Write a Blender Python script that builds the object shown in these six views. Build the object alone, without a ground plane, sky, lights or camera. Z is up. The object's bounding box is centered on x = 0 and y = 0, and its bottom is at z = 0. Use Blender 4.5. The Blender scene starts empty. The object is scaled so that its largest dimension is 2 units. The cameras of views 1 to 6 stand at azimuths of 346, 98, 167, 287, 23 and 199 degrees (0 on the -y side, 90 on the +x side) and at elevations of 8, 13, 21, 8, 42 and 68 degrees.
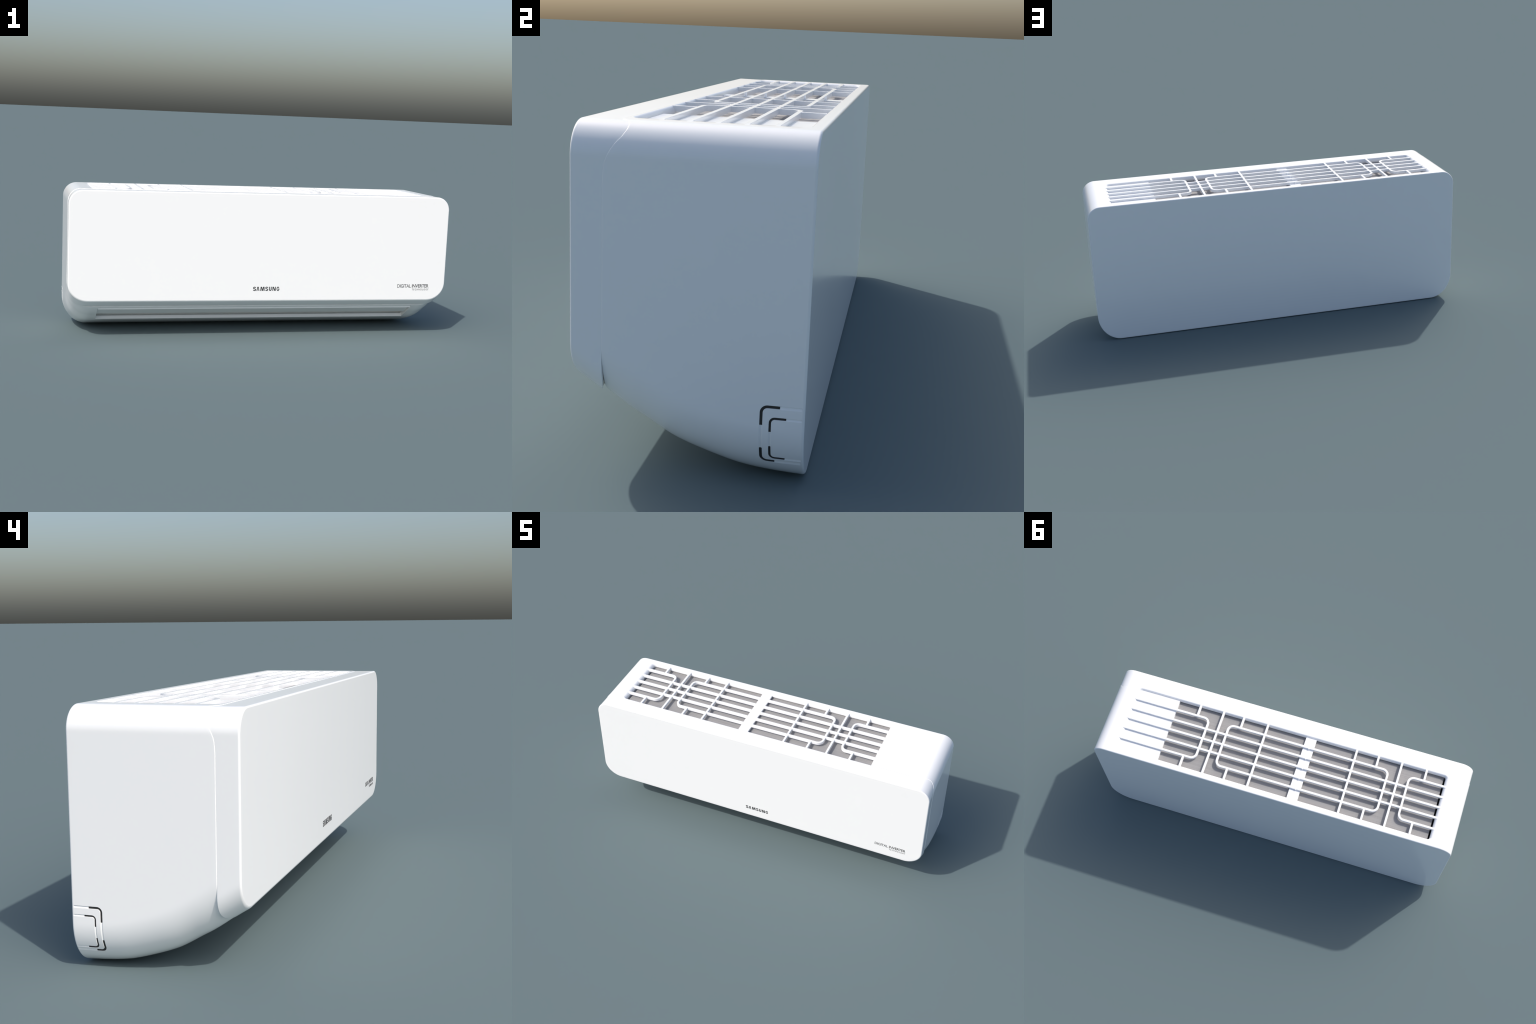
import bpy, bmesh, math
from mathutils import Vector, Matrix

# ------------------------------------------------------------------ helpers
def smoothstep_curve(pts):
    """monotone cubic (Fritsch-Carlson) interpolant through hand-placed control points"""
    xs = [p[0] for p in pts]; ys = [p[1] for p in pts]; n = len(xs)
    d = [(ys[i+1]-ys[i])/(xs[i+1]-xs[i]) for i in range(n-1)]
    m = [d[0]] + [0.0 if d[i-1]*d[i] <= 0 else 2*d[i-1]*d[i]/(d[i-1]+d[i]) for i in range(1, n-1)] + [d[-1]]
    def f(x):
        if x <= xs[0]: return ys[0]
        if x >= xs[-1]: return ys[-1]
        i = 0
        while x > xs[i+1]: i += 1
        h = xs[i+1]-xs[i]; t = (x-xs[i])/h
        return ((1+2*t)*(1-t)**2*ys[i] + t*(1-t)**2*h*m[i]
                + t*t*(3-2*t)*ys[i+1] + t*t*(t-1)*h*m[i+1])
    return f

def new_object(name, bm, mat, parent=None, angle=30, weighted=True):
    bmesh.ops.recalc_face_normals(bm, faces=bm.faces[:])
    me = bpy.data.meshes.new(name)
    bm.to_mesh(me); bm.free()
    ob = bpy.data.objects.new(name, me)
    bpy.context.scene.collection.objects.link(ob)
    me.materials.append(mat)
    if parent: ob.parent = parent
    finish_shading(ob, angle, weighted)
    return ob

def finish_shading(ob, angle=30, weighted=True):
    me = ob.data
    for p in me.polygons: p.use_smooth = True
    me.set_sharp_from_angle(angle=math.radians(angle))
    if weighted:
        md = ob.modifiers.new("weighted", 'WEIGHTED_NORMAL'); md.keep_sharp = True
        apply_modifiers(ob)

def apply_modifiers(ob):
    dg = bpy.context.evaluated_depsgraph_get()
    me = bpy.data.meshes.new_from_object(ob.evaluated_get(dg), depsgraph=dg)
    me.name = ob.data.name
    old = ob.data
    ob.modifiers.clear(); ob.data = me
    bpy.data.meshes.remove(old)

def loft(bm, rings, cap_start=True, cap_end=True):
    """closed rings of equal length joined by quads, ends closed by n-gons"""
    vs = [[bm.verts.new(p) for p in r] for r in rings]
    n = len(vs[0])
    for a, b in zip(vs, vs[1:]):
        for i in range(n):
            bm.faces.new((a[i], a[(i+1) % n], b[(i+1) % n], b[i]))
    if cap_start: bm.faces.new(vs[0][::-1])
    if cap_end: bm.faces.new(vs[-1])
    return vs

def box(bm, x0, x1, y0, y1, z0, z1, bevel=0.0):
    r = bmesh.ops.create_cube(bm, size=1.0)
    for v in r['verts']:
        v.co = Vector(((x0+x1)/2+v.co.x*(x1-x0), (y0+y1)/2+v.co.y*(y1-y0), (z0+z1)/2+v.co.z*(z1-z0)))
    if bevel:
        es = list({e for v in r['verts'] for e in v.link_edges})
        bmesh.ops.bevel(bm, geom=es, offset=bevel, segments=2, affect='EDGES')

def path_frames(path, closed):
    """mitred in-plane side vectors along a 2D path"""
    n = len(path); out = []
    for i in range(n):
        p = Vector(path[i])
        if closed or 0 < i < n-1:
            a = (p-Vector(path[i-1])).normalized(); b = (Vector(path[(i+1) % n])-p).normalized()
        elif i == 0:
            a = b = (Vector(path[1])-p).normalized()
        else:
            a = b = (p-Vector(path[i-1])).normalized()
        t = (a+b).normalized(); nrm = Vector((-t.y, t.x))
        k = 1/max(0.3, nrm.dot(Vector((-a.y, a.x))))
        out.append((p, nrm*k))
    return out

def sweep_flat(bm, path, width, z_top, height, closed=False, bev=0.0014, sink=None):
    """bar with a rectangular, top-chamfered section swept along a path in the xy plane"""
    w = width/2
    sec = [(-w, z_top-height), (w, z_top-height), (w, z_top-bev), (w-bev*.3, z_top-bev*.3),
           (w-bev, z_top), (-w+bev, z_top), (-w+bev*.3, z_top-bev*.3), (-w, z_top-bev)]
    rings = [[(p.x+s.x*o, p.y+s.y*o, z-(sink(p) if sink else 0)) for o, z in sec] for p, s in path_frames(path, closed)]
    if closed: 
        vs = loft(bm, rings, False, False)
        a, b = vs[-1], vs[0]; n = len(a)
        for i in range(n): bm.faces.new((a[i], a[(i+1) % n], b[(i+1) % n], b[i]))
    else:
        loft(bm, rings)

def arc(cx, cy, r, a0, a1, n=10):
    return [(cx+r*math.cos(math.radians(a0+(a1-a0)*i/n)), cy+r*math.sin(math.radians(a0+(a1-a0)*i/n))) for i in range(n+1)]

def boolean_cut(ob, cutters):
    for c in cutters:
        md = ob.modifiers.new("cut", 'BOOLEAN'); md.operation = 'DIFFERENCE'; md.solver = 'EXACT'; md.object = c
        apply_modifiers(ob)
        bpy.data.objects.remove(c, do_unlink=True)

def cutter(bm):
    bmesh.ops.recalc_face_normals(bm, faces=bm.faces[:])
    me = bpy.data.meshes.new("cutter"); bm.to_mesh(me); bm.free()
    ob = bpy.data.objects.new("cutter", me); bpy.context.scene.collection.objects.link(ob)
    return ob

# ---------------------------------------------------------------- materials
def plastic(name, col, rough=0.2, tint=0.012):
    m = bpy.data.materials.new(name); m.use_nodes = True
    nt = m.node_tree; b = nt.nodes["Principled BSDF"]
    tc = nt.nodes.new("ShaderNodeTexCoord")
    nz = nt.nodes.new("ShaderNodeTexNoise"); nz.inputs["Scale"].default_value = 3.0; nz.inputs["Detail"].default_value = 3
    nt.links.new(tc.outputs["Object"], nz.inputs["Vector"])
    rp = nt.nodes.new("ShaderNodeValToRGB")
    rp.color_ramp.elements[0].position = 0.3; rp.color_ramp.elements[1].position = 0.7
    rp.color_ramp.elements[0].color = (*[c*(1-tint) for c in col], 1)
    rp.color_ramp.elements[1].color = (*[min(1, c*(1+tint)) for c in col], 1)
    nt.links.new(nz.outputs["Fac"], rp.inputs["Fac"])
    nt.links.new(rp.outputs["Color"], b.inputs["Base Color"])
    b.inputs["Roughness"].default_value = rough
    return m

def filter_material():
    m = bpy.data.materials.new("filter_mesh"); m.use_nodes = True
    nt = m.node_tree; b = nt.nodes["Principled BSDF"]; N = nt.nodes.new; L = nt.links.new
    tc = N("ShaderNodeTexCoord")
    mp = N("ShaderNodeMapping"); mp.inputs["Scale"].default_value = (5, 330, 5)
    L(tc.outputs["Object"], mp.inputs["Vector"])
    streak = N("ShaderNodeTexNoise"); streak.inputs["Scale"].default_value = 1.0; streak.inputs["Detail"].default_value = 3
    L(mp.outputs["Vector"], streak.inputs["Vector"])
    mp2 = N("ShaderNodeMapping"); mp2.inputs["Scale"].default_value = (240, 8, 5)
    L(tc.outputs["Object"], mp2.inputs["Vector"])
    cross = N("ShaderNodeTexNoise"); cross.inputs["Scale"].default_value = 1.0; cross.inputs["Detail"].default_value = 2
    L(mp2.outputs["Vector"], cross.inputs["Vector"])
    mix = N("ShaderNodeMath"); mix.operation = 'MULTIPLY_ADD'; mix.inputs[1].default_value = 0.25
    L(cross.outputs["Fac"], mix.inputs[0]); L(streak.outputs["Fac"], mix.inputs[2])
    rp = N("ShaderNodeValToRGB")
    rp.color_ramp.elements[0].position = 0.40; rp.color_ramp.elements[0].color = (0.285, 0.280, 0.279, 1)
    rp.color_ramp.elements[1].position = 0.85; rp.color_ramp.elements[1].color = (0.350, 0.347, 0.347, 1)
    e = rp.color_ramp.elements.new(0.58); e.color = (0.335, 0.331, 0.330, 1)
    L(mix.outputs[0], rp.inputs["Fac"]); L(rp.outputs["Color"], b.inputs["Base Color"])
    b.inputs["Roughness"].default_value = 0.7
    return m

WHITE = plastic("white_plastic", (0.990, 0.995, 0.995), 0.15, 0.003)
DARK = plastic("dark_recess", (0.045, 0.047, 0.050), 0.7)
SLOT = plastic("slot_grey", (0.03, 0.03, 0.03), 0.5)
INK = plastic("grey_ink", (0.05, 0.052, 0.054), 0.5)
INK2 = plastic("light_grey_ink", (0.055, 0.057, 0.060), 0.5)
FILTER = filter_material()

# --------------------------------------------------------- shape definition
HALF_W, TOP_Z, FRONT_Y, BACK_Y = 1.0, 0.7475, -0.2495, 0.25
TOP_R = 0.07

# underside of the casing, z over y
underside = smoothstep_curve([(-.26, .2017), (-.20, .1617), (-.19, .155), (-.165, .137), (-.134, .116), (-.10, .0965),
                              (-.067, .0765), (-.037, .060), (-.004, .0465), (.025, .0365), (.05, .0285), (.08, .0197),
                              (.105, .0135), (.14, .0078), (.17, .0046), (.205, .0020), (.25, 0)])
# seam between panel and casing: y over distance s along the outline, s=0 where the top corner arc begins
seam_y = smoothstep_curve([(-.055, -.182), (-.022, -.1797), (0, -.1745), (.015, -.1672), (.03, -.158), (.051, -.1445),
                           (.07, -.1395), (.088, -.142), (.11, -.153), (.127, -.1655), (.14, -.168)])

def half_outline(zb, rxb, rzb, inset=0.0, w=HALF_W):
    """right half of the rounded front outline, bottom centre to top centre: (x, z, s, is_bottom 0..1)"""
    w -= inset; zt = TOP_Z-inset; zb += inset; rt = TOP_R-inset; rx = rxb-inset; rz = rzb-inset
    pts = []
    for i in range(12): pts.append(((w-rx)*i/12, zb, -1, 1.0))
    for i in range(25):
        a = math.radians(90*i/24)
        pts.append((w-rx+rx*math.sin(a), zb+rz-rz*math.cos(a), -1, 0.5+0.5*math.cos(2*a) if a < math.pi/2 else 0.0))
    z0, z1 = zb+rz, zt-rt
    for i in range(1, 16):
        t = i/16; t = 1-(1-t)**1.8
        z = z0+(z1-z0)*t; pts.append((w, z, z-z1, 0.0))
    for i in range(33):
        a = math.pi/2*i/32
        pts.append((w-rt+rt*math.cos(a), z1+rt*math.sin(a), TOP_R*a, 0.0))
    for i in range(1, 17):
        x = (w-rt)*(1-(i/17)**1.9)
        pts.append((x, zt, TOP_R*math.pi/2+(w-rt-x), 0.0))
    pts.append((0, zt, 1, 0.0))
    return pts

def ring(y_of, bottom_of, rxb, rzb, inset=0.0, w=HALF_W):
    """whole closed ring; y_of(s, bottomness) -> y, bottom_of(y) -> lowest z of the section there"""
    base = half_outline(0.0, rxb, rzb, inset, w)
    out = []
    for i in range(len(base)):
        x, z, s, b = base[i]
        y = y_of(s, b)
        p = half_outline(bottom_of(y), rxb, rzb, inset, w)[i]
        out.append((p[0], y, p[1]))
    mirror = [(-x, y, z) for x, y, z in out[1:-1]][::-1]
    return out+mirror

def const(v): return lambda s, b: v

# ------------------------------------------------------------------- object
thing = bpy.data.objects.new("air_conditioner", None)
bpy.context.scene.collection.objects.link(thing)
thing["label"] = "white wall air conditioner indoor unit with top grille"
thing["category"] = "air conditioner"

# ---- front panel ---------------------------------------------------------
PANEL_RX, PANEL_RZ, PANEL_W, STEP = 0.102, 0.094, 1.0, 0.0010
def panel_bottom(y): return 0.1945-(y-FRONT_Y)*0.667
def panel_rear(s, b): return seam_y(s)+.0012-0.0225*b*b
EDGE = 0.006
rings = [ring(const(-.215), panel_bottom, PANEL_RX, PANEL_RZ, 0.03, PANEL_W),
         ring(lambda s, b: panel_rear(s, b)-.001, panel_bottom, PANEL_RX, PANEL_RZ, 0.012, PANEL_W)]
for k in range(3):
    a = math.pi/2*k/2
    rings.append(ring(lambda s, b, a=a: panel_rear(s, b)-.0012*(1-math.cos(a)), panel_bottom, PANEL_RX, PANEL_RZ, STEP+0.0012*(1-math.sin(a)), PANEL_W))
for f in (.3, .65):
    rings.append(ring(lambda s, b, f=f: panel_rear(s, b)*(1-f)+(FRONT_Y+EDGE)*f, panel_bottom, PANEL_RX, PANEL_RZ, STEP*(1-f*.6), PANEL_W))
for k in range(6):
    a = math.pi/2*k/5
    rings.append(ring(const(FRONT_Y+EDGE*(1-math.sin(a))), panel_bottom, PANEL_RX, PANEL_RZ, STEP*.2+EDGE*(1-math.cos(a)), PANEL_W))
bm = bmesh.new(); loft(bm, rings)
panel = new_object("front_panel", bm, WHITE, thing, 35)

# ---- casing --------------------------------------------------------------
BODY_RX, BODY_RZ, BACK_EDGE = 0.12, 0.138, 0.006
def body_front(s, b): return seam_y(s)+.0004-0.010*b*b
rings = [ring(const(-.164), underside, BODY_RX, BODY_RZ, 0.03),
         ring(lambda s, b: body_front(s, b)+.001, underside, BODY_RX, BODY_RZ, 0.012)]
for k in range(4):
    a = math.pi/2*k/3
    rings.append(ring(lambda s, b, a=a: body_front(s, b)+.0022*(1-math.cos(a)), underside, BODY_RX, BODY_RZ, 0.0022*(1-math.sin(a))))
for f in (.15, .3, .45, .6, .8, 1):
    rings.append(ring(lambda s, b, f=f: (body_front(s, b)+.0022)*(1-f)+(-.125)*f, underside, BODY_RX, BODY_RZ))
y = -.115
while y < .235:
    rings.append(ring(const(y), underside, BODY_RX, BODY_RZ)); y += .0125
for k in range(6):
    a = math.pi/2*k/5
    rings.append(ring(const(BACK_Y-BACK_EDGE+BACK_EDGE*math.sin(a)), underside, BODY_RX, BODY_RZ, BACK_EDGE*(1-math.cos(a))))
bm = bmesh.new(); loft(bm, rings)
casing = new_object("casing", bm, WHITE, thing, 35, weighted=False)

# intake opening in the top, its rim rolled over with a soft fillet (wide at the ends, narrow along the sides)
OX, OY0, OY1 = 0.866, -0.150, 0.2125
def opening_ring(dx, dy, z, r=0.012, n=8):
    x, y0, y1 = OX+dx, OY0-dy, OY1+dy
    rx, ry = r+dx, r+dy
    pts = []
    for cx, cy, a0 in ((x-rx, y1-ry, 0), (-x+rx, y1-ry, 90), (-x+rx, y0+ry, 180), (x-rx, y0+ry, 270)):
        for i in range(n+1):
            a = math.radians(a0+90*i/n)
            pts.append((cx+rx*math.cos(a), cy+ry*math.sin(a), z))
    return pts
FX, FY, FZ = 0.017, 0.0095, 0.018
WALL_Z = .7275   # the rim wall is a thin skirt; the cavity below it is wider
rings = [opening_ring(.004, .008, .64), opening_ring(.004, .008, WALL_Z-.0002), opening_ring(0, 0, WALL_Z), opening_ring(0, 0, TOP_Z-FZ)]
for k in range(1, 13):
    a = math.pi/2*k/12
    rings.append(opening_ring(FX*(1-math.cos(a)), FY*(1-math.cos(a)), TOP_Z-FZ+FZ*math.sin(a)+(.0004 if k == 12 else 0)))
rings.append(opening_ring(FX, FY, .80))
bm = bmesh.new(); loft(bm, rings); cut_top = cutter(bm)

# air outlet slot under the front, a prism along x
OUT_X = 0.845
sect = [(-.183, .1503), (-.205, .125), (-.07, .035), (-.048, .0650), (-.0415, .0810), (-.020, .0835), (-.012, .112), (-.06, .165), (-.150, .168), (-.170, .158)]
bm = bmesh.new()
loft(bm, [[(-OUT_X, a, b) for a, b in sect], [(OUT_X, a, b) for a, b in sect]]); cut_out = cutter(bm)

# knock-out marks near the lower back corner of both ends: nested channels open towards the back
def side_x(y, z):
    zb = underside(y); t = (zb+BODY_RZ-z)/BODY_RZ
    return HALF_W-BODY_RX+BODY_RX*math.sqrt(max(0, 1-t*t)) if t > 0 else HALF_W
def channel(y0, zt, zb, r, y_end):
    p = [(y_end, zt)] + [(y_end+(y0+r-y_end)*i/6, zt) for i in range(1, 6)]
    p += arc(y0+r, zt-r, r, 90, 180, 8)
    p += [(y0, zt-r+(zb+r-zt+r)*i/8) for i in range(1, 8)]
    p += arc(y0+r, zb+r, r, 180, 270, 8)
    p += [(y0+r+(y_end-y0-r)*i/6, zb) for i in range(1, 7)]
    return p
def side_strip(bm, path, width, inner, outer, sign, vee=False):
    """strip that follows the end wall; vee = groove with a steep upper and a gentle lower flank"""
    rings = []
    for p, s in path_frames(path, False):
        sec = ((-.5, inner), (.5, inner), (.5, outer), (-.5, outer))
        if vee:
            m = .32*s.normalized().y
            sec = ((m, inner), (.5, -.0001), (.5, outer), (-.5, outer), (-.5, -.0001))
        r = []
        for o, d in sec:
            yy, zz = p.x+s.x*o*width, p.y+s.y*o*width
            r.append((sign*(side_x(yy, zz)+d), yy, zz))
        rings.append(r)
    loft(bm, rings)
def clip(path, keep):
    """longest runs of the path inside the keep test"""
    runs, cur = [], []
    for a, b in zip(path, path[1:]):
        for i in range(6):
            q = (a[0]+(b[0]-a[0])*i/6, a[1]+(b[1]-a[1])*i/6)
            if keep(*q): cur.append(q)
            elif cur: runs.append(cur); cur = []
    if cur: runs.append(cur)
    return [r for r in runs if len(r) > 3]
outer_ch = channel(.1595, .1855, .0565, .013, .2435)
inner_ch = channel(.1785, .1610, .0665, .010, .2445)
outer_slots = clip(outer_ch, lambda y, z: (z > .143 and y < .200) or (z < .092 and y < .190))
inner_slots = clip(inner_ch, lambda y, z: (z > .130 and y < .212) or (z < .098 and y < .211))
cuts = []
for sign in (1, -1):
    for ch, w in ((outer_ch, .0072), (inner_ch, .0060)):
        bm = bmesh.new(); side_strip(bm, ch, w, -.0026, .012, sign, True); cuts.append(cutter(bm))
    for runs, w in ((outer_slots, .0062), (inner_slots, .0050)):
        for r in runs:
            bm = bmesh.new(); side_strip(bm, r, w, -.010, .012, sign); cuts.append(cutter(bm))
boolean_cut(casing, [cut_top, cut_out]+cuts)
finish_shading(casing, 32)

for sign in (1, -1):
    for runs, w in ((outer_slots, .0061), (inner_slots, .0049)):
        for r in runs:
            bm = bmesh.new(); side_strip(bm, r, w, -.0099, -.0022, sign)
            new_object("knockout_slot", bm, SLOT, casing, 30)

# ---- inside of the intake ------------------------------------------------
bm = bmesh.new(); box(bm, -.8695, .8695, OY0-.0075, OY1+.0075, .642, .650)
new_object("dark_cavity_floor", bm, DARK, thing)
bm = bmesh.new(); box(bm, -.857, .70, OY0-.007, OY1+.007, .7015, .7190)
new_object("air_filter", bm, FILTER, thing)
PLATE_Z = .7372
bm = bmesh.new(); box(bm, .6375, .8690, OY0-.002, OY1+.002, .7025, PLATE_Z, .0015)
new_object("grille_plate", bm, WHITE, thing)
bm = bmesh.new(); box(bm, -.1483, -.0892, OY0-.002, OY1+.002, .7245, PLATE_Z, .001)
new_object("grille_plate", bm, WHITE, thing)

# ---- grille bars ---------------------------------------------------------
BAR_W, BAR_H, BAR_TOP = .0118, .0145, .7486
BAR_Y = [-.0915, -.0305, .0290, .0890, .1520]
Y_FRONT, Y_BACK = -.1590, .2195
LEG1, LEG2, LEG3, LEG4 = .4447, .3297, -.5652, -.6803
def bar(path, top, closed=False, h=BAR_H):
    def sink(p):   # bars stand a little proud of the rim and run out into it at both ends
        return .0016*min(1, max(0, (abs(p.x)-.866)/.041))
    bm = bmesh.new(); sweep_flat(bm, path, BAR_W, top, h, closed, sink=sink)
    return new_object("grille_bar", bm, WHITE, thing, 40)
for yb in BAR_Y[1:4]:
    bar([(-.910, yb), (-.866, yb), (.866, yb), (.910, yb)], BAR_TOP)
R = .030
ya, yb = BAR_Y[0], BAR_Y[4]
bar([(.910, ya), (.866, ya)] + arc(LEG1+R, ya+R, R, 270, 180) + arc(LEG1+R, yb-R, R, 180, 90) + [(.866, yb), (.910, yb)], BAR_TOP-.0003)
bar([(-.910, ya), (-.866, ya)] + arc(LEG4-R, ya+R, R, 270, 360) + arc(LEG4-R, yb-R, R, 0, 90) + [(-.866, yb), (-.910, yb)], BAR_TOP-.0003)
bar(arc(LEG2-R, ya+R, R, 270, 360) + arc(LEG2-R, yb-R, R, 0, 90)
    + arc(LEG3+R, yb-R, R, 90, 180) + arc(LEG3+R, ya+R, R, 180, 270), BAR_TOP-.0003, True)
for x in (.3818, .1288, -.3730, -.6236):
    bar([(x, Y_FRONT), (x, Y_BACK)], BAR_TOP-.0006, h=BAR_H-.0004)
for xf, xb in ((.5150, .5100), (.2668, .2610), (-.4947, -.4985), (-.7590, -.7605)):
    bar([(xf, Y_FRONT), (xf, ya)], BAR_TOP-.0006, h=BAR_H-.0004)
    bar([(xb, yb), (xb, Y_BACK)], BAR_TOP-.0006, h=BAR_H-.0004)
for yb_ in BAR_Y:   # little pegs that tie the bars to the middle plate
    bm = bmesh.new()
    bmesh.ops.create_cone(bm, cap_ends=True, segments=16, radius1=.0050, radius2=.0036, depth=.0125,
                          matrix=Matrix.Translation((-.1225, yb_+.0050, .7425)))
    new_object("grille_peg", bm, WHITE, thing, 40)

# ---- outlet flap ---------------------------------------------------------
p0, p1 = Vector((-.150, .1400)), Vector((-.095, .1040))
t = (p1-p0).normalized(); nrm = Vector((-t.y, t.x)); nrm = nrm if nrm.y > 0 else -nrm
th = .010
prof = []
ang_t = math.degrees(math.atan2(t.y, t.x))
prof += [tuple(p0+nrm*th/2+Vector((math.cos(math.radians(ang_t+a)), math.sin(math.radians(ang_t+a))))*th/2) for a in range(90, 271, 20)]
prof += [tuple(p1+nrm*th/2+Vector((math.cos(math.radians(ang_t+a)), math.sin(math.radians(ang_t+a))))*th/2) for a in range(-90, 91, 20)]
bm = bmesh.new()
loft(bm, [[(x, a, b) for a, b in prof] for x in (-.842, .842)])
new_object("outlet_flap", bm, WHITE, thing, 35)

bm = bmesh.new(); box(bm, -.8445, .8445, -.1735, -.1640, .1395, .1530, .0022)
new_object("outlet_trim", bm, WHITE, thing, 35)

# ---- lettering on the front panel ---------------------------------------
def glyphs(body, bold=0.0, spacing=1.0):
    cu = bpy.data.curves.new("text", 'FONT'); cu.body = body; cu.offset = bold; cu.space_character = spacing
    cu.resolution_u = 6
    ob = bpy.data.objects.new("text", cu); bpy.context.scene.collection.objects.link(ob)
    bpy.context.view_layer.update()
    dg = bpy.context.evaluated_depsgraph_get()
    me = bpy.data.meshes.new_from_object(ob.evaluated_get(dg), depsgraph=dg)
    bpy.data.objects.remove(ob, do_unlink=True); bpy.data.curves.remove(cu)
    bm = bmesh.new(); bm.from_mesh(me); bpy.data.meshes.remove(me)
    bmesh.ops.remove_doubles(bm, verts=bm.verts[:], dist=1e-5)
    return bm
def fit(bm, x0, x1, z0, z1):
    """flat glyphs in xy -> standing on the panel face, filling the given rectangle"""
    xs = [v.co.x for v in bm.verts]; ys = [v.co.y for v in bm.verts]
    ax, bx, ay, by = min(xs), max(xs), min(ys), max(ys)
    for v in bm.verts:
        v.co = Vector((x0+(v.co.x-ax)/(bx-ax)*(x1-x0), FRONT_Y-.0005, z0+(v.co.y-ay)/(by-ay)*(z1-z0)))
    r = bmesh.ops.extrude_face_region(bm, geom=bm.faces[:])
    for g in r['geom']:
        if isinstance(g, bmesh.types.BMVert): g.co.y += .001
    return bm
def lettering(parts, mat):
    joined = bmesh.new()
    for b in parts:
        me = bpy.data.meshes.new("tmp"); b.to_mesh(me); b.free(); joined.from_mesh(me); bpy.data.meshes.remove(me)
    return new_object("lettering", joined, mat, panel, 30, weighted=False)
def polygon(pts):
    bm = bmesh.new()
    f = bm.faces.new([bm.verts.new((x, y, 0)) for x, y in pts])
    bmesh.ops.triangulate(bm, faces=[f])
    return bm
def stroke(path, width, aspect):
    """one continuous pen stroke; aspect = letter width over height"""
    bm = bmesh.new(); prev = None
    for p, n in path_frames([(x*aspect, y) for x, y in path], False):
        cur = [bm.verts.new((p.x+n.x*o*width, p.y+n.y*o*width, 0)) for o in (-.5, .5)]
        if prev: bm.faces.new((prev[0], cur[0], cur[1], prev[1]))
        prev = cur
    return bm
def heavy_letter(ch, aspect):
    w = .235
    if ch == "A":   # drawn without its crossbar
        return polygon([(0, 0), (.26, 1), (.74, 1), (1, 0), (.71, 0), (.5, .84), (.29, 0)])
    if ch == "M":
        return polygon([(0, 0), (.06, 1), (.37, 1), (.5, .40), (.63, 1), (.94, 1), (1, 0), (.77, 0), (.74, .74), (.60, 0), (.40, 0), (.26, .74), (.23, 0)])
    if ch == "N":
        return polygon([(0, 0), (0, 1), (.40, 1), (.74, .34), (.74, 1), (1, 1), (1, 0), (.60, 0), (.26, .66), (.26, 0)])
    def ellipse(cx, cy, rx, ry, a0, a1, n=14):
        return [(cx+(x-cx)*rx, cy+(y-cy)*ry) for x, y in arc(cx, cy, 1, a0, a1, n)]
    if ch == "U":
        return stroke([(.15, 1), (.15, .36)] + ellipse(.5, .34, .35, .23, 180, 360)[1:-1] + [(.85, .36), (.85, 1)], w, aspect)
    if ch == "S":
        return stroke(ellipse(.5, .70, .36, .20, 12, 180) + [(.19, .60), (.36, .54), (.64, .46), (.81, .40)] + ellipse(.5, .30, .36, .20, 0, -168), .20, aspect)
    if ch == "G":
        g = stroke(ellipse(.5, .5, .36, .40, 32, 335, 24) + [(.86, .38), (.86, .54)], .20, aspect)
        x1 = .86*aspect-.101
        g.faces.new([g.verts.new((x, y, 0)) for x, y in ((.5*aspect, .40), (x1, .40), (x1, .54), (.5*aspect, .54))])
        return g
k = .1403/1755
word = []
for ch, a, b in (("S", 205, 410), ("A", 437, 630), ("M", 692, 975), ("S", 1018, 1212), ("U", 1260, 1442), ("N", 1497, 1715), ("G", 1770, 1960)):
    g = heavy_letter(ch, (b-a)/270)
    tall = .0004 if ch in "SG" else 0
    word.append(fit(g, -.0622+(a-205)*k, -.0622+(b-205)*k, .2468-tall, .2682+tall))
lettering(word, INK)
lettering([fit(glyphs("DIGITAL", .004, .92), .7290, .8062, .2622, .2805)], INK2)
lettering([fit(glyphs("INVERTER", .012, .92), .8125, .9080, .2622, .2805)], INK2)
lettering([fit(glyphs("TECHNOLOGY", .016, 1.7), .8135, .9085, .2474, .2568)], INK2)
